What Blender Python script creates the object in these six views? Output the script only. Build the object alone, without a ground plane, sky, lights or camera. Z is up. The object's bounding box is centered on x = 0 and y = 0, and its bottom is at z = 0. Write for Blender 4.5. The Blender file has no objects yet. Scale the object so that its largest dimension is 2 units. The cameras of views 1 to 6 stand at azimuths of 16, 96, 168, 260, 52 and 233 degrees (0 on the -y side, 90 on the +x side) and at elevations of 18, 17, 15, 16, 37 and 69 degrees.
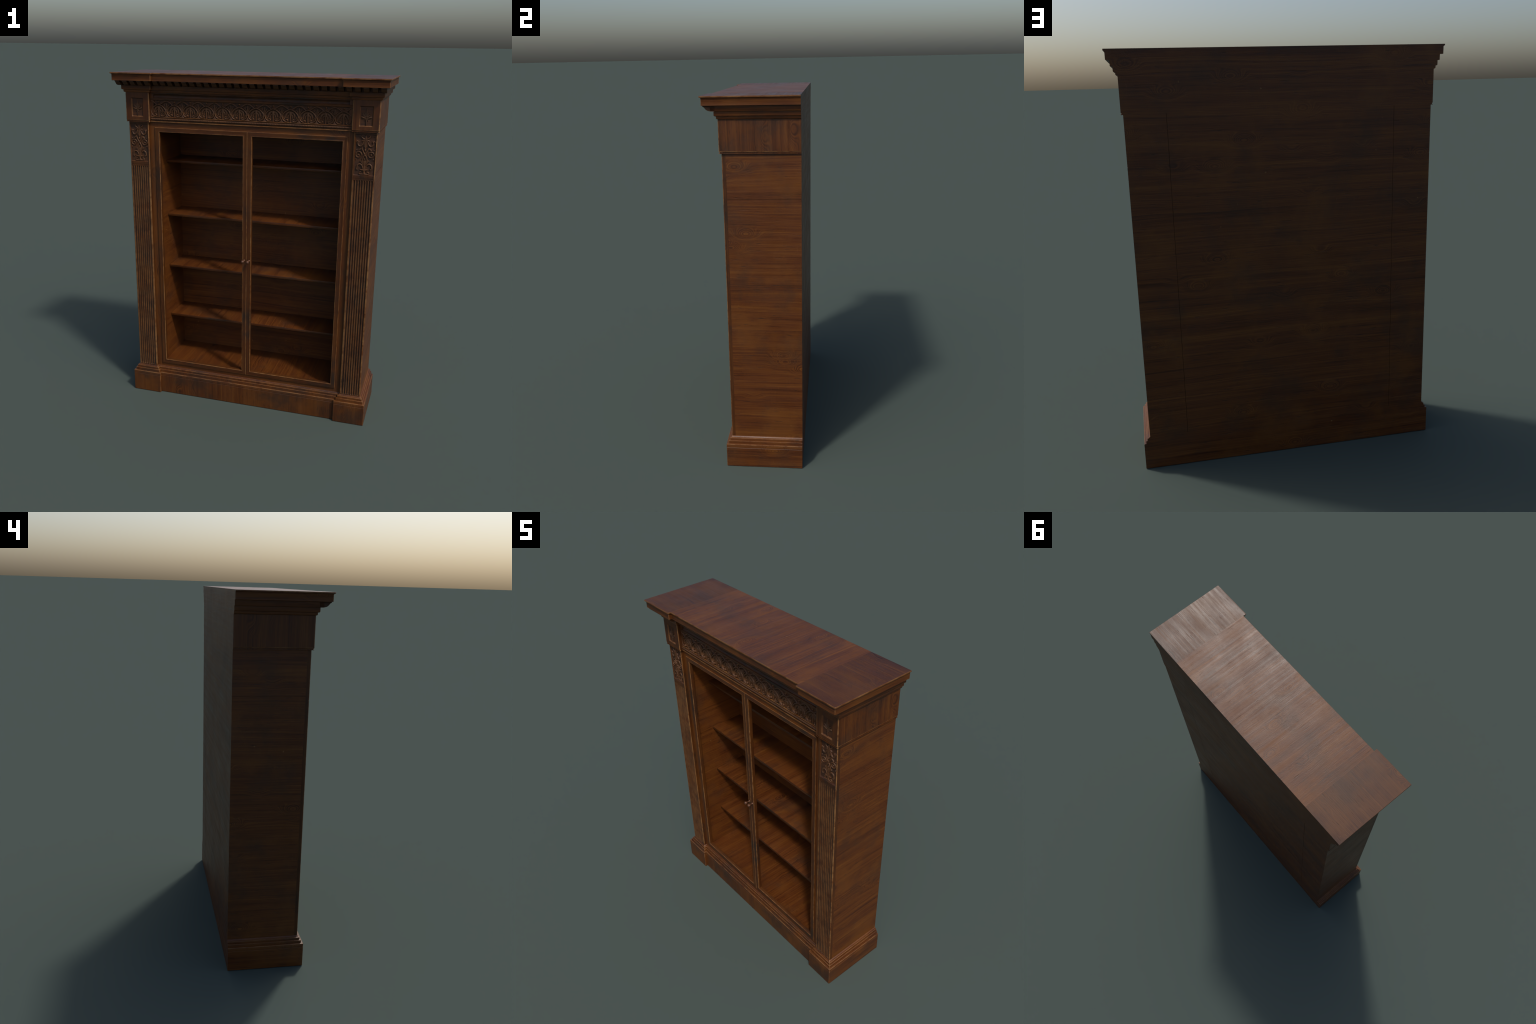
"""Antique carved mahogany bookcase: breakfront plinth, fluted pilasters with carved
capitals, arcaded frieze, dentilled cornice and two open-framed doors over four shelves."""
import bpy, bmesh, math, random
from mathutils import Vector, noise as mnoise

random.seed(11)
R = math.radians

# ------------------------------------------------------------------ materials
class Nodes:
    """Tiny helper to wire shader nodes."""
    def __init__(self, name):
        self.mat = bpy.data.materials.new(name)
        self.mat.use_nodes = True
        self.t = self.mat.node_tree
        self.t.nodes.clear()
        self.out = self.t.nodes.new('ShaderNodeOutputMaterial')
        self.bsdf = self.t.nodes.new('ShaderNodeBsdfPrincipled')
        self.t.links.new(self.bsdf.outputs[0], self.out.inputs[0])

    def put(self, sock, v):
        if v is None:
            return
        if isinstance(v, bpy.types.NodeSocket):
            self.t.links.new(v, sock)
        else:
            sock.default_value = v

    def math(self, op, a, b=None, c=None, clamp=False):
        n = self.t.nodes.new('ShaderNodeMath')
        n.operation = op
        n.use_clamp = clamp
        for i, v in enumerate((a, b, c)):
            self.put(n.inputs[i], v)
        return n.outputs[0]

    def noise(self, vec, scale, detail=3, rough=.55, dist=0.0, dim='3D', w=None):
        n = self.t.nodes.new('ShaderNodeTexNoise')
        n.noise_dimensions = dim
        if vec is not None and dim != '1D':
            self.put(n.inputs['Vector'], vec)
        if w is not None:
            self.put(n.inputs['W'], w)
        self.put(n.inputs['Scale'], scale)
        self.put(n.inputs['Detail'], detail)
        self.put(n.inputs['Roughness'], rough)
        self.put(n.inputs['Distortion'], dist)
        return n.outputs[0]

    def voronoi(self, vec, scale, rand=1.0):
        n = self.t.nodes.new('ShaderNodeTexVoronoi')
        self.put(n.inputs['Vector'], vec)
        self.put(n.inputs['Scale'], scale)
        self.put(n.inputs['Randomness'], rand)
        return n.outputs['Distance']

    def scaled(self, vec, s, loc=(0, 0, 0), rot=(0, 0, 0)):
        n = self.t.nodes.new('ShaderNodeMapping')
        self.put(n.inputs['Vector'], vec)
        n.inputs['Scale'].default_value = s
        n.inputs['Location'].default_value = loc
        n.inputs['Rotation'].default_value = rot
        return n.outputs[0]

    def ramp(self, fac, stops):
        n = self.t.nodes.new('ShaderNodeValToRGB')
        e = n.color_ramp.elements
        while len(e) < len(stops):
            e.new(.5)
        for el, (p, c) in zip(e, stops):
            el.position = p
            el.color = (*c, 1) if len(c) == 3 else c
        self.put(n.inputs[0], fac)
        return n.outputs[0]

    def smooth(self, v, a, b, lo=0.0, hi=1.0):
        n = self.t.nodes.new('ShaderNodeMapRange')
        n.interpolation_type = 'SMOOTHSTEP'
        self.put(n.inputs[0], v)
        for i, x in enumerate((a, b, lo, hi)):
            n.inputs[i + 1].default_value = x
        return n.outputs[0]

    def mix(self, fac, a, b, mode='MIX'):
        n = self.t.nodes.new('ShaderNodeMix')
        n.data_type = 'RGBA'
        n.blend_type = mode
        self.put(n.inputs[0], fac)
        for s, v in ((n.inputs[6], a), (n.inputs[7], b)):
            if isinstance(v, tuple) and len(v) == 3:
                v = (*v, 1)
            self.put(s, v)
        return n.outputs[2]

    def bump(self, h, strength, dist):
        n = self.t.nodes.new('ShaderNodeBump')
        n.inputs['Strength'].default_value = strength
        n.inputs['Distance'].default_value = dist
        self.put(n.inputs['Height'], h)
        self.put(self.bsdf.inputs['Normal'], n.outputs[0])


TAN = (.200, .098, .034)
DEEP = (.036, .0102, .0030)
RED = (.080, .0222, .0048)
BROWN = (.103, .0315, .0054)
GOLD = (.146, .0510, .0080)
SMOKE = (.036, .0190, .0115)
NEAR_BLACK = (.0130, .0098, .0075)  # near-black mixed into the base colour of flutes, carved grounds, ornament and dentils


def wood(name, along, worn=0.0, knots=1.0, tone=1.0, rough=.445, darken=0.0, smoke=.36):
    """Aged mahogany. `along` = grain axis (0 x, 1 y, 2 z); worn = share of rubbed, pale wood."""
    N = Nodes(name)
    tc = N.t.nodes.new('ShaderNodeTexCoord')
    obj = tc.outputs['Object']
    sep = N.t.nodes.new('ShaderNodeSeparateXYZ')
    N.put(sep.inputs[0], obj)
    ax = [sep.outputs[i] for i in range(3)]
    cross = [ax[i] for i in range(3) if i != along]
    across = N.math('ADD', cross[0], cross[1])
    st = [1.0, 1.0, 1.0]
    st[along] = .16
    # slow drift of the growth lines
    wav = N.noise(N.scaled(obj, tuple(st), (3.1 * along, 1.7, .4)), 7.0, 2, .5)
    drift = N.math('MULTIPLY', N.math('SUBTRACT', wav, .5), .055)
    # knots: the growth lines swell round sparse centres and close into eyes
    kst = [1.0, 1.0, 1.0]
    kst[along] = .5
    kd = N.voronoi(N.scaled(obj, tuple(kst), (.37 + along, .21, .13)), 6.5)
    swell = N.math('MULTIPLY', N.smooth(kd, .0, .36, 1.0, 0.0), .072 * knots)
    field = N.math('ADD', N.math('ADD', across, drift), swell)
    lines = N.noise(None, 120.0, 4, .62, 0, '1D', field)
    ring = N.math('SINE', N.math('MULTIPLY', field, 2 * math.pi / .0068))
    near = N.smooth(kd, .12, .42, .16, .03)
    bands = N.noise(None, 15.0, 2, .5, 0, '1D', field)
    fst = [230.0, 230.0, 230.0]
    fst[along] = 9.0
    fibre = N.noise(N.scaled(obj, tuple(fst)), 1.0, 3, .6)
    streak = N.noise(N.scaled(obj, tuple(60.0 if i != along else 2.2 for i in range(3)), (2, 7, 5)), 1.0, 3, .6)
    grain = N.math('ADD', N.math('MULTIPLY', lines, .30),
                   N.math('ADD', N.math('MULTIPLY', bands, .22), N.math('MULTIPLY', fibre, .20)))
    grain = N.math('ADD', grain, N.math('MULTIPLY', streak, .30))
    grain = N.math('ADD', grain, N.math('MULTIPLY', ring, N.math('MULTIPLY', near, .5)))
    col = N.ramp(grain, [(.36, DEEP), (.47, RED), (.55, BROWN), (.68, GOLD)])
    # wide colour patches: golden, and smoky worn polish
    patch = N.noise(obj, 3.3, 4, .6)
    col = N.mix(N.smooth(patch, .48, .68, 0, .50), col, (.138, .0470, .0070))
    smk = N.noise(N.scaled(obj, (1, 1, 1), (5.2, 8.8, 1.3)), 4.6, 5, .62)
    col = N.mix(N.smooth(smk, .46, .70, 0, smoke + .1), col, SMOKE)
    # short dark pores along the grain
    pst = [170.0, 170.0, 170.0]
    pst[along] = 14.0
    pore = N.noise(N.scaled(obj, tuple(pst), (9, 4, 2)), 1.0, 2, .5)
    col = N.mix(N.smooth(pore, .66, .76, 0, .55), col, (.011, .006, .004))
    # small chips and fine scratches showing pale wood
    cd = N.voronoi(N.scaled(obj, (1, 1, 1), (2.3, .7, 4.1)), 9.0)
    chip = N.math('MULTIPLY', N.smooth(N.math('ADD', cd, N.math('MULTIPLY', fibre, .05)), .045, .075, 1, 0),
                  N.smooth(N.noise(obj, 40.0, 3, .6), .45, .6))
    sc = N.noise(N.scaled(obj, (60, 60, 1.6), (1, 2, 3), (R(35), R(28), 0)), 4.0, 1, .4)
    scr = N.math('MULTIPLY', N.smooth(N.math('ABSOLUTE', N.math('SUBTRACT', sc, .5)), .0, .004, 1, 0),
                 N.smooth(N.noise(N.scaled(obj, (1, 1, 1), (7, 3, 1)), 5.0, 2, .5), .63, .70))
    mark = N.math('MAXIMUM', N.math('MULTIPLY', chip, .8), N.math('MULTIPLY', scr, .5))
    if worn > 0:
        wn = N.noise(N.scaled(obj, (1, 1, 1), (1.9, 6.1, 3.3)), 26.0, 5, .7)
        rub = N.math('MULTIPLY', N.math('MULTIPLY', N.smooth(wn, .34, .60), worn),
                     N.smooth(N.noise(N.scaled(obj, (1, 1, 1), (8.1, 3.4, .6)), 5.5, 3, .6), .30, .58, .45, 1.0))
        mark = N.math('MAXIMUM', mark, rub)
    if darken > 0:
        gn = N.noise(N.scaled(obj, (1, 1, 1), (4.4, 2.6, 7.7)), 17.0, 4, .65)
        col = N.mix(N.smooth(gn, .25, .70, darken, darken * .45), col, NEAR_BLACK)
    col = N.mix(mark, col, TAN)
    if tone != 1.0:
        col = N.mix(1.0, col, (tone, tone, tone), 'MULTIPLY')
    N.put(N.bsdf.inputs['Base Color'], col)
    rg = N.math('ADD', rough - .29, N.math('ADD', N.math('MULTIPLY', N.noise(obj, 7.0, 4, .65), .26), N.math('MULTIPLY', streak, .32)))
    N.put(N.bsdf.inputs['Roughness'], N.math('ADD', rg, N.math('MULTIPLY', mark, .15)))
    N.bsdf.inputs['Specular IOR Level'].default_value = .36
    mott = N.noise(obj, 210.0, 3, .6)
    N.bump(N.math('ADD', N.math('MULTIPLY', mott, .7), N.math('SUBTRACT', fibre, N.math('MULTIPLY', N.smooth(pore, .64, .76), .8))), .60, .0006)
    return N.mat


def bronze(name):
    N = Nodes(name)
    tc = N.t.nodes.new('ShaderNodeTexCoord')
    n = N.noise(tc.outputs['Object'], 120.0, 3, .6)
    N.put(N.bsdf.inputs['Base Color'], N.ramp(n, [(.35, (.06, .024, .012)), (.65, (.13, .055, .028))]))
    N.bsdf.inputs['Metallic'].default_value = .2
    N.bsdf.inputs['Roughness'].default_value = .34
    return N.mat


GX, GY, GZ = wood('mahogany_grain_x', 0), wood('mahogany_grain_y', 1), wood('mahogany_grain_z', 2, knots=.6)
TOPX = wood('mahogany_end_board', 0, tone=.72)
STILE = wood('mahogany_stile', 2, knots=.15, smoke=.85, tone=.68)
RAIL = wood('mahogany_rail', 0, knots=.15, smoke=.85, tone=.68)
BLOCKZ = wood('mahogany_block', 2, knots=.6, smoke=.7, tone=.86)
WORN = wood('mahogany_worn_edge', 0, worn=.75, knots=.2)
WORNZ = wood('mahogany_worn_edge_upright', 2, worn=.95, knots=.2)
RUB = wood('mahogany_rubbed', 2, worn=.42, knots=.2, darken=.45, rough=.55)
FLUTE = wood('mahogany_dark_flute', 2, knots=.2, darken=.9, rough=.62)
FIELD = wood('mahogany_dark_ground', 0, knots=.2, darken=.8, rough=.62)
CARVE = wood('mahogany_carved', 0, worn=.15, knots=.2, darken=.74, rough=.60)  # ornament colour darkened to match the frieze under the cornice's shadow
KNOB = bronze('dark_bronze')

# ------------------------------------------------------------------ scene tree
root = bpy.data.objects.new('bookcase', None)
bpy.context.scene.collection.objects.link(root)
root['label'] = 'tall dark mahogany bookcase with carved frieze and fluted pilasters'
root['category'] = 'bookcase'


def add(name, mesh, parent):
    o = bpy.data.objects.new(name, mesh)
    bpy.context.scene.collection.objects.link(o)
    o.parent = parent
    return o


def to_mesh(name, bm, mats, smooth=None):
    bmesh.ops.recalc_face_normals(bm, faces=bm.faces)
    me = bpy.data.meshes.new(name)
    bm.to_mesh(me)
    bm.free()
    for m in mats:
        me.materials.append(m)
    if smooth is not None:
        for p in me.polygons:
            p.use_smooth = True
        me.set_sharp_from_angle(angle=R(smooth))
    return me


def box_into(bm, x0, x1, y0, y1, z0, z1, bevel=0.0, idx=0, edge_idx=1, segs=2):
    vs = [bm.verts.new((x, y, z)) for x in (x0, x1) for y in (y0, y1) for z in (z0, z1)]
    q = [(0, 1, 3, 2), (4, 6, 7, 5), (0, 4, 5, 1), (2, 3, 7, 6), (0, 2, 6, 4), (1, 5, 7, 3)]
    fs = [bm.faces.new([vs[i] for i in f]) for f in q]
    for f in fs:
        f.material_index = idx
    if bevel:
        es = list({e for f in fs for e in f.edges})
        r = bmesh.ops.bevel(bm, geom=es, offset=bevel, segments=segs, profile=.5, affect='EDGES', material=edge_idx)


def box(name, parent, ext, mat, edge=None, bevel=0.0):
    bm = bmesh.new()
    box_into(bm, *ext, bevel=bevel)
    return add(name, to_mesh(name, bm, [mat, edge or mat], 35), parent)


# ------------------------------------------------------------------ loft with rectangular plan
BACK = .238


def loft(name, parent, outer, inner, front, rings, mats, sign=1, chamfer=.0025, centre=False, cap_top=True):
    """Stack of rectangular plan sections. rings: (z, side offset, front offset, worn flag).
    mats: [front, side, top, worn, back]."""
    bm = bmesh.new()
    loops = []
    for z, ox, oy, w in rings:
        yf = front - oy
        if centre:
            xe = inner - ox
            pts = [(xe, BACK), (xe, yf), (-xe, yf), (-xe, BACK)]
        else:
            xo, xi, c = outer + ox, inner - ox, chamfer
            pts = [(xo, BACK), (xo, yf + c), (xo - c, yf), (xi + c, yf), (xi, yf + c), (xi, BACK)]
        loops.append([bm.verts.new((sign * x, y, z)) for x, y in pts])
    n = len(loops[0])
    for k in range(len(loops) - 1):
        w = rings[k][3]
        flat = abs(rings[k + 1][0] - rings[k][0]) < .0012
        for i in range(n):
            j = (i + 1) % n
            f = bm.faces.new((loops[k][i], loops[k][j], loops[k + 1][j], loops[k + 1][i]))
            if centre:
                m = (1, 0, 1, 4)[i]
            else:
                m = (1, 3, 0, 3, 1, 4)[i]
            if w and m in (0, 1):
                m = 3
            f.material_index = m
    for lp in (loops[0], loops[-1]):
        f = bm.faces.new(lp)
        f.material_index = 2
    return add(name, to_mesh(name, bm, mats, 28), parent)


# plinth: offsets are measured from the pilaster faces
PLINTH = [(0, .0305, .0285, 0), (.1125, .0305, .0285, 0), (.1135, .0296, .0276, 0), (.1155, .0296, .0276, 0),
          (.1165, .0305, .0285, 0), (.1315, .0305, .0285, 1), (.1340, .0299, .0278, 1), (.1352, .0282, .0260, 0),
          (.1356, .0205, .018, 0), (.1475, .0205, .018, 0), (.1500, .0200, .0175, 1), (.1510, .0185, .016, 0),
          (.1514, .0130, .0105, 0), (.1600, .0130, .0105, 0), (.1630, .0122, .0098, 1), (.1645, .0105, .008, 0),
          (.1650, .0060, .0045, 0), (.1690, .0035, .0025, 0), (.1715, .0, .0, 0)]
STEP = .0180
for s in (1, -1):
    loft('plinth_block', root, .7153, .592, -.150, PLINTH, [BLOCKZ, GY, GY, WORN, GX], s)
loft('plinth', root, 0, .592, -.150 + STEP - .001, PLINTH, [BLOCKZ, GY, GX, WORN, GX], centre=True)

# cornice: offsets are measured from the frieze block faces
CORNICE = [(1.8890, .0, .0, 0), (1.8893, .0040, .003, 0), (1.8912, .0072, .0046, 0), (1.8945, .0088, .006, 0),
           (1.9030, .0090, .0062, 0), (1.9034, .0130, .0100, 0), (1.9052, .0165, .0138, 0), (1.9085, .0180, .0150, 0),
           (1.9275, .0180, .0150, 0), (1.9280, .0150, .0110, 0), (1.9548, .0150, .0110, 0),
           (1.9550, .0445, .0675, 0), (1.9562, .0458, .0690, 0), (1.9880, .0458, .0690, 0), (1.9905, .0470, .0700, 0),
           (1.9928, .0515, .0750, 0), (1.9935, .0530, .0765, 1), (1.9988, .0530, .0765, 1), (2.0, .0518, .0753, 0)]
cornice_parts = []
for s in (1, -1):
    cornice_parts.append(loft('cornice_block', root, .7247, .579, -.161, CORNICE, [GX, GY, TOPX, WORN, GX], s))
cornice = loft('cornice', root, 0, .579, -.161 + STEP, CORNICE, [GX, GY, GY, WORN, GX], centre=True)

# dentils: small scrolled blocks under the corona; `depth` profile (y, z) swings back as it drops
DPROF = [(-.2262, 1.9552), (-.2262, 1.9510), (-.2235, 1.9490), (-.2205, 1.9482), (-.2165, 1.9440), (-.2125, 1.9390),
         (-.2080, 1.9345), (-.2020, 1.9312), (-.1950, 1.9292), (-.1870, 1.9278), (-.1770, 1.9272), (-.1680, 1.9272),
         (-.1680, 1.9552)]


def dentil_mesh(width):
    bm = bmesh.new()
    a = [bm.verts.new((-width / 2, y, z)) for y, z in DPROF]
    b = [bm.verts.new((width / 2, y, z)) for y, z in DPROF]
    n = len(a)
    for i in range(n):
        bm.faces.new((a[i], a[(i + 1) % n], b[(i + 1) % n], b[i]))
    bm.faces.new(a)
    bm.faces.new(b)
    return to_mesh('dentil', bm, [FIELD], 30)


dm = dentil_mesh(.0272)
for k in range(-12, 13):
    d = add('dentil', dm, cornice)
    d.location = (k * .0433, STEP, 0)
for s, blk in ((1, cornice_parts[0]), (-1, cornice_parts[1])):
    for k in range(5):
        d = add('dentil', dm, blk)
        d.location = (s * (.7534 - .0136 - k * .0440), 0, 0)
    # plain bed mould along the flank
    bm = bmesh.new()
    prof = [(.7397, 1.9280), (.7427, 1.9277), (.7500, 1.9274), (.7522, 1.9281), (.7534, 1.9302), (.7534, 1.9549), (.7397, 1.9549)]
    a = [bm.verts.new((s * x, -.190, z)) for x, z in prof]
    b = [bm.verts.new((s * x, BACK, z)) for x, z in prof]
    for i in range(len(a)):
        bm.faces.new((a[i], a[(i + 1) % len(a)], b[(i + 1) % len(a)], b[i]))
    bm.faces.new(a)
    bm.faces.new(b)
    add('bed_mould', to_mesh('bed_mould', bm, [GY], 30), blk)


# ------------------------------------------------------------------ relief slabs
def relief_slab(name, parent, xs, zs, yback, surf, matf, mats, smooth=40):
    """Front face is the height field y = surf(x, z), closed back to y = yback."""
    bm = bmesh.new()
    g = [[bm.verts.new((x, surf(x, z), z)) for z in zs] for x in xs]
    for i in range(len(xs) - 1):
        for j in range(len(zs) - 1):
            f = bm.faces.new((g[i][j], g[i + 1][j], g[i + 1][j + 1], g[i][j + 1]))
            f.material_index = matf((xs[i] + xs[i + 1]) / 2, (zs[j] + zs[j + 1]) / 2)
    rim = [g[i][0] for i in range(len(xs))] + [g[-1][j] for j in range(1, len(zs))] + \
          [g[i][-1] for i in range(len(xs) - 2, -1, -1)] + [g[0][j] for j in range(len(zs) - 2, 0, -1)]
    back = [bm.verts.new((v.co.x, yback, v.co.z)) for v in rim]
    for i in range(len(rim)):
        j = (i + 1) % len(rim)
        f = bm.faces.new((rim[j], rim[i], back[i], back[j]))
        f.material_index = 0
    bm.faces.new(back)
    return add(name, to_mesh(name, bm, mats, smooth), parent)


def uniq(v):
    v = sorted(v)
    out = [v[0]]
    for x in v[1:]:
        if x - out[-1] > 1e-5:
            out.append(x)
    return out


PX0, PX1, PZ0, PZ1, PY = .592, .7153, .1712, 1.7245, -.150
FL_X0, FL_N, FL_PITCH, FL_W, FL_D = .6005, 8, .01355, .0092, .0046
FL_Z0, FL_Z1 = .1765, 1.4675
PAN_X0, PAN_X1, PAN_Z0, PAN_Z1 = .6005, .7105, 1.4935, 1.7125


def pilaster_surface(x, z):
    y = PY
    # worn outer arrises
    e = min(x - PX0, PX1 - x)
    if e < .0036:
        y += (.0036 - e) * .9
    # flutes with rounded ends
    t = (x - FL_X0) / FL_PITCH
    k = int(math.floor(t))
    if 0 <= k < FL_N and FL_Z0 < z < FL_Z1:
        u = (x - (FL_X0 + (k + .5) * FL_PITCH)) / (FL_W / 2)
        if abs(u) < 1:
            r = FL_W / 2
            ez = min(z - FL_Z0, FL_Z1 - z)
            v = max(0.0, (r - ez) / r) if ez < r else 0.0
            d2 = u * u + v * v
            if d2 < 1:
                y += FL_D * math.sqrt(1 - d2)
    # sunk carving panel with a steep head and soft sides
    dx = min(x - PAN_X0, PAN_X1 - x)
    dz = min((z - PAN_Z0) * .5, (PAN_Z1 - z) * 2.0)
    d = min(dx, dz)
    if d > 0:
        y += .0064 * min(1, d / .0030)
    # shallow break between carving and flutes
    if 1.4745 < z < 1.4790:
        y += .0011
    return y


def pilaster_mat(x, z):
    if min(x - PX0, PX1 - x) < .0044:
        return 1
    if z < FL_Z1 and FL_Z0 < z:
        t = (x - FL_X0) / FL_PITCH
        k = math.floor(t)
        if 0 <= k < FL_N:
            return 2 if abs(t - k - .5) * FL_PITCH > FL_W * .40 else 3
        return 1
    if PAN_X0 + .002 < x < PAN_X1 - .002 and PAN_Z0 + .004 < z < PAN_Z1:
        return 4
    return 0


xs = [PX0, PX0 + .0018, PX0 + .0036, PX0 + .0046, PX1 - .0046, PX1 - .0036, PX1 - .0018, PX1]
xs += [PAN_X0 + .0001, PAN_X0 + .0026, PAN_X1 - .0026, PAN_X1 - .0001]
for k in range(FL_N):
    c = FL_X0 + (k + .5) * FL_PITCH
    xs += [c + FL_W / 2 * math.sin(R(a)) for a in (-90, -72, -50, -25, 0, 25, 50, 72, 90)]
xs = uniq(xs)
zs = [PZ0, PZ1, 1.4744, 1.4746, 1.4789, 1.4791, PAN_Z0, PAN_Z0 + .0052, PAN_Z1 - .0013, PAN_Z1]
for end, s in ((FL_Z0, 1), (FL_Z1, -1)):
    zs += [end + s * FL_W / 2 * (1 - math.cos(R(a))) for a in (0, 20, 38, 55, 72, 90)]
zs += [FL_Z0 + (FL_Z1 - FL_Z0) * i / 24 for i in range(2, 23)]
zs = uniq(zs)

pilasters = []
for s in (1, -1):
    p = relief_slab('pilaster', root, [s * x for x in xs], zs, -.130,
                    lambda x, z: pilaster_surface(abs(x), z), lambda x, z: pilaster_mat(abs(x), z),
                    [STILE, WORNZ, RUB, FLUTE, FIELD])
    pilasters.append(p)

# frieze blocks with a sunk square panel
FX0, FX1, FZ0, FZ1, FY = .579, .7247, 1.7245, 1.8890, -.161
QX0, QX1, QZ0, QZ1 = .6170, .6890, 1.7535, 1.8580


def block_surface(x, z):
    y = FY
    e = min(x - FX0, FX1 - x)
    if e < .0036:
        y += (.0036 - e) * .9
    if 1.7272 < z < 1.7322:
        y += .0035
    elif 1.7322 <= z < 1.7342:
        y += (1.7342 - z) * .8
    dx = min(x - QX0, QX1 - x)
    dz = min((z - QZ0), (QZ1 - z) * 1.6)
    d = min(dx, dz)
    if d > 0:
        y += .0064 * min(1, d / .0050)
    return y


def block_mat(x, z):
    if min(x - FX0, FX1 - x) < .0050:
        return 1
    if 1.7321 < z < 1.7355:
        return 1
    dx, dz = min(x - QX0, QX1 - x), z - QZ0
    if QZ0 < z < QZ1 - .006 and (0 < dx < .005) or (QX0 < x < QX1 and 0 < dz < .005):
        return 2
    if dx > .005 and dz > .005 and z < QZ1:
        return 3
    return 0


bxs = uniq([FX0, FX0 + .0018, FX0 + .0036, FX0 + .0052, FX1 - .0052, FX1 - .0036, FX1 - .0018, FX1, QX0, QX0 + .0048, QX1 - .0048, QX1] +
           [FX0 + (FX1 - FX0) * i / 12 for i in range(1, 12)])
bzs = uniq([FZ0, FZ0 + .001, 1.7271, 1.7273, 1.7321, 1.7323, 1.7343, 1.7356, QZ0, QZ0 + .0048, QZ1 - .003, QZ1, FZ1] +
           [1.7400 + .0118 * i for i in range(12)])
frieze_blocks = []
for s in (1, -1):
    frieze_blocks.append(relief_slab('frieze_block', root, [s * x for x in bxs], bzs, -.140,
                                     lambda x, z: block_surface(abs(x), z), lambda x, z: block_mat(abs(x), z),
                                     [STILE, WORNZ, RUB, FIELD], 30))

# flank carcass behind pilasters and frieze blocks
for s in (1, -1):
    def sx(a, b):
        return (a, b) if s > 0 else (-b, -a)
    bm = bmesh.new()
    box_into(bm, *sx(.551, .7153), -.130, BACK, .1715, 1.4962, 0)
    box_into(bm, *sx(.551, .7136), -.130, BACK, 1.4962, 1.4984, 0)
    box_into(bm, *sx(.551, .7153), -.130, BACK, 1.4984, 1.7245, 0)
    box_into(bm, *sx(.5305, .551), .226, BACK, .1715, 1.7245, 0)
    flank = add('side_panel', to_mesh('side_panel', bm, [GY]), root)
    bm = bmesh.new()
    box_into(bm, *sx(.560, .7247), -.140, BACK, 1.7342, 1.8890, 0)
    box_into(bm, *sx(.560, .7215), -.140, BACK, 1.7275, 1.7322, 0)
    box_into(bm, *sx(.560, .7247), -.140, BACK, 1.7245, 1.7275, 0)
    a = [(.7215, 1.7322), (.7232, 1.7324), (.7247, 1.7342), (.56, 1.7342), (.56, 1.7322)]
    v0 = [bm.verts.new((s * x, -.140, z)) for x, z in a]
    v1 = [bm.verts.new((s * x, BACK, z)) for x, z in a]
    for i in range(5):
        f = bm.faces.new((v0[i], v0[(i + 1) % 5], v1[(i + 1) % 5], v1[i]))
        f.material_index = 1 if i < 2 else 0
    bm.faces.new(v0)
    bm.faces.new(v1)
    # pale rubbed arris just above the groove
    box_into(bm, *sx(.7240, .7249), -.158, BACK - .0005, 1.7343, 1.7366, 0, 1)
    add('side_frieze', to_mesh('side_frieze', bm, [BLOCKZ, WORN]), root)

# ------------------------------------------------------------------ centre: face frame, interior, back
CF = -.1315
bm = bmesh.new()
for s in (1, -1):
    a, b = sorted((s * .5445, s * .592))
    box_into(bm, a, b, CF, -.112, .1700, 1.7255)
ff = add('face_frame', to_mesh('face_frame', bm, [GZ]), root)
bm = bmesh.new()
box_into(bm, -.5445, .5445, CF, -.112, 1.6800, 1.7255)
box_into(bm, -.5445, .5445, CF, -.112, .1700, .2050)
add('face_rail', to_mesh('face_rail', bm, [GX]), ff)

box('bottom_board', root, (-.551, .551, -.112, .212, .1715, .2000), GY)
box('top_board', root, (-.551, .551, -.112, .212, 1.7050, 1.7245), GY)
bm = bmesh.new()
box_into(bm, -.551, .551, .212, .226, .1715, 1.7245)
box_into(bm, -.5292, .5292, .226, BACK, .1715, 1.7245)
add('back_panel', to_mesh('back_panel', bm, [GX]), root)
box('frieze_backing', root, (-.560, .560, -.120, BACK, 1.7245, 1.8890), GX)

for z in (1.4865, 1.1540, .8215, .4895):
    bm = bmesh.new()
    box_into(bm, -.5505, .5505, -.0070, .2118, z - .0140, z, .0012, 0, 0)
    for f in bm.faces:
        if f.calc_center_median().y < -.0060:
            f.material_index = 1
    add('shelf', to_mesh('shelf', bm, [GY, RAIL], 35), root)

# ------------------------------------------------------------------ doors
# frame section: t = distance in from the outer edge, y = depth
DOOR = [(0.0000, -.1170, 0), (0.0000, -.1360, 1), (0.0007, -.1380, 1), (0.0022, -.1388, 0), (0.0060, -.1388, 0),
        (0.0100, -.1380, 0), (0.0170, -.1376, 0), (0.0215, -.1384, 0), (0.0230, -.1388, 1), (0.0252, -.1386, 1),
        (0.0262, -.1376, 1), (0.0268, -.1355, 0), (0.0268, -.1170, 0)]


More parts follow.
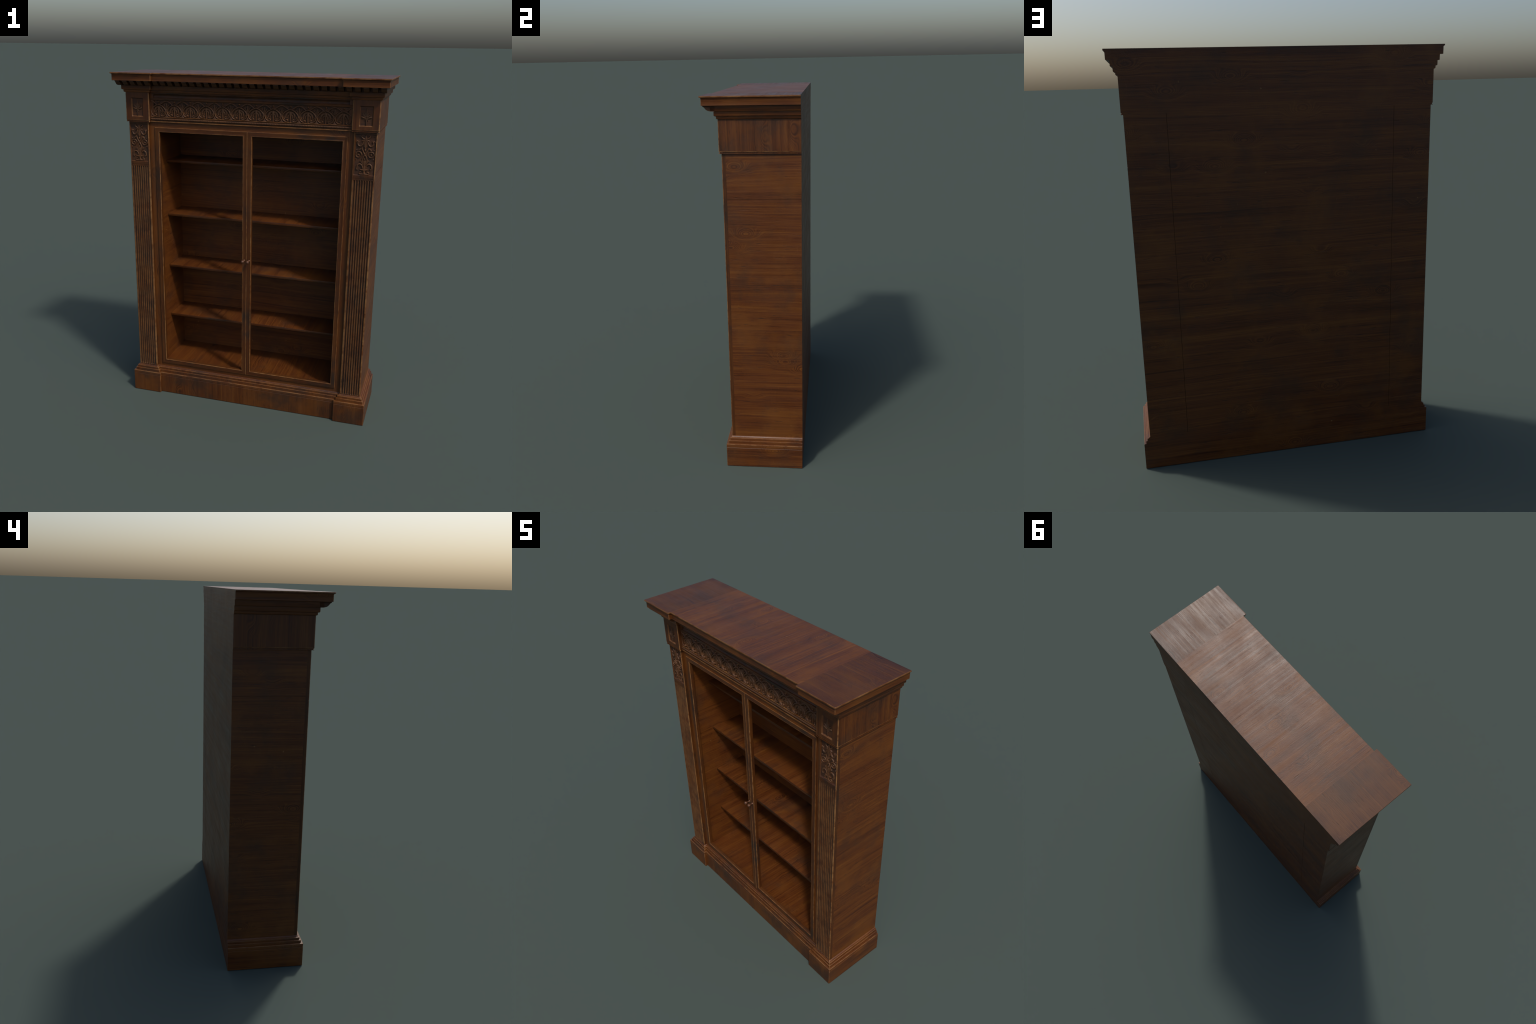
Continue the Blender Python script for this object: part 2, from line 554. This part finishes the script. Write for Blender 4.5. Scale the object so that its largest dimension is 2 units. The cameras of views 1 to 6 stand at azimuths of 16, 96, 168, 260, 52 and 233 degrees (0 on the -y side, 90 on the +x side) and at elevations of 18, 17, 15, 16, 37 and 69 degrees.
def door_mesh(x0, x1, z0, z1):
    bm = bmesh.new()
    loops = []
    for t, y, w in DOOR:
        loops.append([bm.verts.new(c) for c in ((x0 + t, y, z0 + t), (x1 - t, y, z0 + t),
                                                (x1 - t, y, z1 - t), (x0 + t, y, z1 - t))])
    n = len(loops)
    for k in range(n):
        a, b = loops[k], loops[(k + 1) % n]
        for i in range(4):
            f = bm.faces.new((a[i], a[(i + 1) % 4], b[(i + 1) % 4], b[i]))
            w = DOOR[k][2] if k < n - 1 else 0
            up = i in (1, 3)
            f.material_index = (3 if up else 2) if w else (1 if up else 0)
    return to_mesh('door', bm, [RAIL, STILE, WORN, WORNZ], 25)


def lathe(prof, segs=24):
    """Turned piece about the -y axis: prof = (radius, distance out)."""
    bm = bmesh.new()
    rings = []
    for r, d in prof:
        if r < 1e-6:
            rings.append([bm.verts.new((0, -d, 0))])
        else:
            rings.append([bm.verts.new((r * math.cos(2 * math.pi * i / segs), -d, r * math.sin(2 * math.pi * i / segs)))
                          for i in range(segs)])
    for a, b in zip(rings, rings[1:]):
        for i in range(segs):
            j = (i + 1) % segs
            if len(b) == 1:
                bm.faces.new((a[i], a[j], b[0]))
            elif len(a) == 1:
                bm.faces.new((a[0], b[j], b[i]))
            else:
                bm.faces.new((a[i], a[j], b[j], b[i]))
    return to_mesh('knob', bm, [KNOB], 50)


ball = [(.0103 * math.cos(R(a)), .0275 + .0100 * math.sin(R(a))) for a in range(-62, 90, 14)] + [(0, .0375)]
knob_me = lathe([(.0072, 0), (.0072, .0015), (.0064, .0035), (.0046, .0048), (.0036, .0070), (.0036, .0140)] + ball)
for s in (-1, 1):
    x0, x1 = (0.0, .5588) if s > 0 else (-.5588, 0.0)
    d = add('door', door_mesh(x0, x1, .1955, 1.6945), root)
    if s > 0:
        box('meeting_strip', d, (-.0025, .0025, -.1374, -.1160, .1990, 1.6910), STILE)
    k = add('knob', knob_me, d)
    k.location = (s * .0150, -.1386, .9435)

# ------------------------------------------------------------------ frieze
FC = -.1425                      # frieze face
fr = [(1.7245, FC + .0015), (1.7252, FC), (1.7295, FC), (1.7302, FC + .0015), (1.7306, FC + .0055), (1.7352, FC + .0055),
      (1.7356, FC + .003), (1.7474, FC + .003), (1.7478, FC + .0060), (1.7505, FC + .0060), (1.7508, FC + .0005),
      (1.7535, FC), (1.7545, FC + .0008), (1.7552, FC + .0086), (1.8480, FC + .0086), (1.8484, FC + .0006),
      (1.8500, FC), (1.8580, FC), (1.8590, FC + .0010), (1.8600, FC + .0050), (1.8650, FC + .0095), (1.8710, FC + .0110),
      (1.8770, FC + .0090), (1.8815, FC + .0040), (1.8830, FC + .0005), (1.8890, FC)]
bm = bmesh.new()
a = [bm.verts.new((-.579, y, z)) for z, y in fr] + [bm.verts.new((-.579, -.120, 1.8890)), bm.verts.new((-.579, -.120, 1.7245))]
b = [bm.verts.new((-v.co.x, v.co.y, v.co.z)) for v in a]
for i in range(len(a)):
    j = (i + 1) % len(a)
    f = bm.faces.new((a[i], a[j], b[j], b[i]))
    f.material_index = 1 if i in (1, 2, 11, 12) else (2 if i in (4, 8, 13, 19, 20, 21, 22) else 0)
bm.faces.new(a)
bm.faces.new(b)
frieze = add('frieze', to_mesh('frieze', bm, [RAIL, WORN, FIELD], 30), root)

# rope moulding: half round with slanting lay
bm = bmesh.new()
NX, NA, LAY = 960, 9, .0143
grid = []
for i in range(NX + 1):
    x = -.5788 + 1.1576 * i / NX
    row = []
    for k in range(NA):
        th = math.pi * k / (NA - 1)
        ph = 2 * math.pi * (x / LAY + .9 * k / (NA - 1))
        r = .0048 + .0013 * abs(math.sin(ph / 2)) ** .8
        row.append(bm.verts.new((x, FC + .0035 - r * math.sin(th), 1.7415 - .0058 * math.cos(th))))
    grid.append(row)
for i in range(NX):
    for k in range(NA - 1):
        bm.faces.new((grid[i][k], grid[i + 1][k], grid[i + 1][k + 1], grid[i][k + 1]))
add('rope_moulding', to_mesh('rope_moulding', bm, [CARVE], 60), frieze)


# ------------------------------------------------------------------ carved ornament
def spline(pts, per=6):
    """Catmull-Rom through 2D (or longer) control points."""
    out = []
    n = len(pts)
    for i in range(n - 1):
        p0, p1, p2, p3 = pts[max(0, i - 1)], pts[i], pts[i + 1], pts[min(n - 1, i + 2)]
        for k in range(per):
            t = k / per
            out.append(tuple(.5 * (2 * b + (c - a) * t + (2 * a - 5 * b + 4 * c - d) * t * t +
                                   (3 * b - a - 3 * c + d) * t ** 3) for a, b, c, d in zip(p0, p1, p2, p3)))
    out.append(tuple(pts[-1]))
    return out


BOLD = 1.0


def ridge(bm, pts, y0, height, per=6, mirror=False, crease=0.0):
    """Carved strap: pts = (x, z, width); half-round section rising `height` from the ground y0."""
    for s in ((1, -1) if mirror else (1,)):
        path = [(x, z, w * BOLD) for x, z, w in spline(pts, per)]
        rows = []
        for i, (x, z, w) in enumerate(path):
            xa, za, _ = path[max(0, i - 1)]
            xb, zb, _ = path[min(len(path) - 1, i + 1)]
            l = math.hypot(xb - xa, zb - za) or 1
            nx, nz = -(zb - za) / l, (xb - xa) / l
            h = height * min(1, .35 + w / .006)
            row = []
            for k in range(7):
                th = math.pi * k / 6
                o, e = math.cos(th) * w / 2, math.sin(th) ** .8
                if crease and k == 3:
                    e -= crease
                row.append(bm.verts.new((s * (x + nx * o), y0 - h * e + .0006, z + nz * o)))
            rows.append(row)
        for r0, r1 in zip(rows, rows[1:]):
            for k in range(6):
                bm.faces.new((r0[k], r0[k + 1], r1[k + 1], r1[k]))
        for r in (rows[0], rows[-1]):
            bm.faces.new(r)


def boss(bm, x, z, rx, rz, y0, height, mirror=False, rings=4, segs=14):
    for s in ((1, -1) if mirror else (1,)):
        prev = None
        for k in range(rings + 1):
            th = .5 * math.pi * k / rings
            if k == rings:
                tip = bm.verts.new((s * x, y0 - height, z))
                for i in range(segs):
                    bm.faces.new((prev[i], prev[(i + 1) % segs], tip))
                break
            c = math.cos(th)
            cur = [bm.verts.new((s * x + rx * c * math.cos(2 * math.pi * i / segs), y0 - height * math.sin(th) + .0004,
                                 z + rz * c * math.sin(2 * math.pi * i / segs))) for i in range(segs)]
            if prev:
                for i in range(segs):
                    bm.faces.new((prev[i], prev[(i + 1) % segs], cur[(i + 1) % segs], cur[i]))
            prev = cur


# one bay of the arcade: lobed ring with palmette, bead above, half arches to either side
GROUND = FC + .0086
BOLD = 1.48
P2 = 1.158 / 24
bm = bmesh.new()
Z0 = 1.755
H = .0090
# ring strap, open at the foot where it curls into two scrolls
ridge(bm, [(.0005, .0690, .006), (.0150, .0640, .0062), (.0310, .0530, .0062), (.0420, .0385, .0058), (.0440, .0270, .0056),
           (.0400, .0140, .0056), (.0300, .0055, .0052), (.0200, .0045, .0048), (.0140, .0090, .0044), (.0165, .0150, .0040),
           (.0215, .0140, .0036)], GROUND, H, mirror=True)
# half arch
ridge(bm, [(P2 - .0003, .0880, .0066), (.0400, .0865, .0066), (.0290, .0810, .0064), (.0180, .0730, .0060), (.0085, .0665, .0050)],
      GROUND, H, mirror=True)
# palmette inside the arch: upright leaf shared with the neighbour, and a curling side leaf
ridge(bm, [(P2 - .0003, .0440, .0020), (P2 - .0003, .0560, .0050), (P2 - .0003, .0680, .0064), (P2 - .0003, .0790, .0030)],
      GROUND, H * .85, mirror=True)
ridge(bm, [(P2 - .0030, .0440, .0030), (P2 - .0070, .0560, .0050), (P2 - .0140, .0660, .0052), (P2 - .0215, .0680, .0030)],
      GROUND, H * .8, mirror=True, crease=.25)
# crossing where two rings touch, and the flat spandrel below
ridge(bm, [(P2 - .0004, .0270, .0060), (P2 - .0004, .0360, .0050), (P2 - .0004, .0450, .0040)], GROUND, H * .9, mirror=True)
ridge(bm, [(P2 - .0004, -.0010, .0240), (P2 - .0004, .0060, .0120), (P2 - .0004, .0120, .0060), (P2 - .0004, .0180, .0020)],
      GROUND, H * .85, mirror=True)
# bead between the arches
boss(bm, 0, .0835, .0066, .0052, GROUND, H)
ridge(bm, [(-.0060, .0750, .0020), (0, .0735, .0036), (.0060, .0750, .0020)], GROUND, H * .7)
# inner palmette: stem spreading upward, drooping lobes
ridge(bm, [(0, .0000, .0030), (0, .0090, .0050), (0, .0200, .0046), (0, .0330, .0070), (0, .0470, .0120), (0, .0590, .0100)],
      GROUND, H * .8)
ridge(bm, [(.0030, .0560, .0050), (.0120, .0520, .0080), (.0215, .0430, .0085), (.0255, .0320, .0060), (.0235, .0235, .0030)],
      GROUND, H * .7, mirror=True, crease=.25)
ridge(bm, [(.0025, .0420, .0040), (.0095, .0385, .0056), (.0135, .0300, .0050), (.0120, .0215, .0026)],
      GROUND, H * .65, mirror=True, crease=.2)
ridge(bm, [(.0330, .0330, .0020), (.0350, .0240, .0046), (.0310, .0160, .0030)], GROUND, H * .6, mirror=True)
for v in bm.verts:
    v.co.z += Z0
motif = to_mesh('arcade_carving', bm, [CARVE], 60)
for k in range(12):
    o = add('arcade_carving', motif, frieze)
    o.location.x = (k - 5.5) * 2 * P2

# candelabra foliage on the pilaster capital
GP = PY + .0064
BOLD = 1.55
H = .0072
bm = bmesh.new()
# foot and saucer
ridge(bm, [(-.0270, .0000, .0030), (-.0160, -.0015, .0060), (0, -.0010, .0075), (.0160, -.0015, .0060), (.0270, .0000, .0030)], GP, H)
ridge(bm, [(.0260, .0030, .0040), (.0230, .0100, .0040), (.0150, .0110, .0030)], GP, H * .8, mirror=True)
ridge(bm, [(-.0210, .0240, .0030), (-.0100, .0225, .0056), (0, .0220, .0062), (.0100, .0225, .0056), (.0210, .0240, .0030)], GP, H)
ridge(bm, [(0, .0010, .0120), (0, .0120, .0070), (0, .0220, .0100)], GP, H * 1.05)
# stalk
ridge(bm, [(0, .0230, .0160), (0, .0360, .0110), (0, .0500, .0100), (0, .0640, .0150), (0, .0740, .0110)], GP, H * .9)
# drooping volutes
ridge(bm, [(.0070, .0300, .0040), (.0110, .0430, .0052), (.0190, .0525, .0058), (.0290, .0530, .0060), (.0370, .0460, .0058),
           (.0395, .0350, .0052), (.0400, .0270, .0048), (.0350, .0235, .0044), (.0320, .0280, .0036)], GP, H, mirror=True)
# pointed leaves above
ridge(bm, [(.0060, .0500, .0040), (.0120, .0620, .0064), (.0190, .0710, .0060), (.0250, .0690, .0030)], GP, H * .95, mirror=True, crease=.25)
# crossed straps with buds above and below
ridge(bm, [(.0100, .0620, .0030), (.0120, .0780, .0046), (.0075, .0930, .0048), (0, .1050, .0050), (-.0085, .1190, .0050),
           (-.0150, .1330, .0048), (-.0170, .1450, .0030)], GP, H, mirror=True)
boss(bm, 0, .0800, .0040, .0078, GP, H)
boss(bm, 0, .1290, .0046, .0086, GP, H)
# scrolled roses
for s in (1, -1):
    for rad, w in ((.0165, .0046),):
        pts = []
        for i in range(14):
            a = R(190 - i * 27)
            r = rad * (1 - .013 * i)
            pts.append((s * (.0330 + r * math.cos(a) * 1.02), .1040 + r * math.sin(a), w * (1 - .02 * i)))
        ridge(bm, pts, GP, H * .95, per=4)
    boss(bm, s * .0335, .1045, .0062, .0048, GP, H * .9)
    for i in range(5):
        a = R(20 + 72 * i)
        boss(bm, s * .0335 + .0092 * math.cos(a), .1045 + .0086 * math.sin(a), .0030, .0026, GP, H * .55, rings=3, segs=8)
# outer buds
boss(bm, .0470, .0790, .0034, .0058, GP, H * .8, mirror=True)
boss(bm, .0455, .1290, .0040, .0040, GP, H * .7, mirror=True)
# leaf pair above the straps
ridge(bm, [(.0120, .1290, .0030), (.0210, .1370, .0060), (.0300, .1300, .0056), (.0350, .1260, .0030)], GP, H * .9, mirror=True, crease=.2)
# upper volutes
ridge(bm, [(.0080, .1830, .0034), (.0120, .1700, .0050), (.0180, .1570, .0060), (.0270, .1500, .0064), (.0370, .1540, .0064),
           (.0415, .1650, .0058), (.0390, .1760, .0048), (.0350, .1730, .0034)], GP, H, mirror=True)
ridge(bm, [(.0400, .1730, .0030), (.0450, .1780, .0044), (.0490, .1700, .0040)], GP, H * .8, mirror=True)
# plume
ridge(bm, [(0, .1380, .0050), (0, .1530, .0084), (0, .1700, .0080), (0, .1850, .0070), (0, .2020, .0064), (0, .2080, .0030)], GP, H)
ridge(bm, [(.0060, .1450, .0040), (.0085, .1600, .0050), (.0065, .1760, .0040)], GP, H * .8, mirror=True)
ridge(bm, [(.0030, .1830, .0040), (.0130, .1815, .0056), (.0210, .1770, .0034)], GP, H, mirror=True)
ridge(bm, [(.0040, .1880, .0036), (.0100, .1900, .0052), (.0180, .1950, .0056), (.0230, .2030, .0044), (.0190, .2070, .0030),
           (.0150, .2030, .0024)], GP, H, mirror=True)
for v in bm.verts:
    v.co.z = 1.5020 + v.co.z * .985
foliage = to_mesh('foliage_carving', bm, [CARVE], 60)
for s, p in ((1, pilasters[0]), (-1, pilasters[1])):
    o = add('foliage_carving', foliage, p)
    o.location.x = s * .6550

# lily on the frieze block
GB = FY + .0064
BOLD = 1.35
H = .0058
bm = bmesh.new()
ridge(bm, [(0, .0015, .0040), (0, .0150, .0046), (0, .0290, .0050), (0, .0380, .0070)], GB, H)
ridge(bm, [(.0020, .0370, .0050), (.0110, .0385, .0066), (.0210, .0420, .0076), (.0280, .0430, .0040)], GB, H, mirror=True)
ridge(bm, [(.0020, .0420, .0050), (.0090, .0480, .0072), (.0160, .0550, .0064), (.0205, .0610, .0024)], GB, H, mirror=True, crease=.25)
ridge(bm, [(.0010, .0440, .0040), (.0050, .0530, .0056), (.0080, .0630, .0040), (.0100, .0690, .0016)], GB, H * .8, mirror=True)
ridge(bm, [(0, .0430, .0050), (0, .0540, .0080), (0, .0660, .0064), (0, .0780, .0030), (0, .0920, .0020)], GB, H)
ridge(bm, [(.0020, .0330, .0040), (.0060, .0290, .0044), (.0085, .0240, .0020)], GB, H * .8, mirror=True)
for v in bm.verts:
    v.co.z += 1.7585
lily = to_mesh('lily_carving', bm, [CARVE], 60)
for s, p in ((1, frieze_blocks[0]), (-1, frieze_blocks[1])):
    o = add('lily_carving', lily, p)
    o.location.x = s * .6530

# rear faces all lie in one plane and carry one horizontal grain
for o in root.children_recursive:
    if o.type != 'MESH' or o.name.split('.')[0] not in ('side_panel', 'side_frieze', 'bed_mould', 'frieze_backing', 'cornice', 'cornice_block', 'plinth', 'plinth_block'):
        continue
    me = o.data
    idx = None
    for p in me.polygons:
        if p.center.y > BACK - .0008 and p.normal.y > .9:
            if idx is None:
                me.materials.append(GX)
                idx = len(me.materials) - 1
            p.material_index = idx
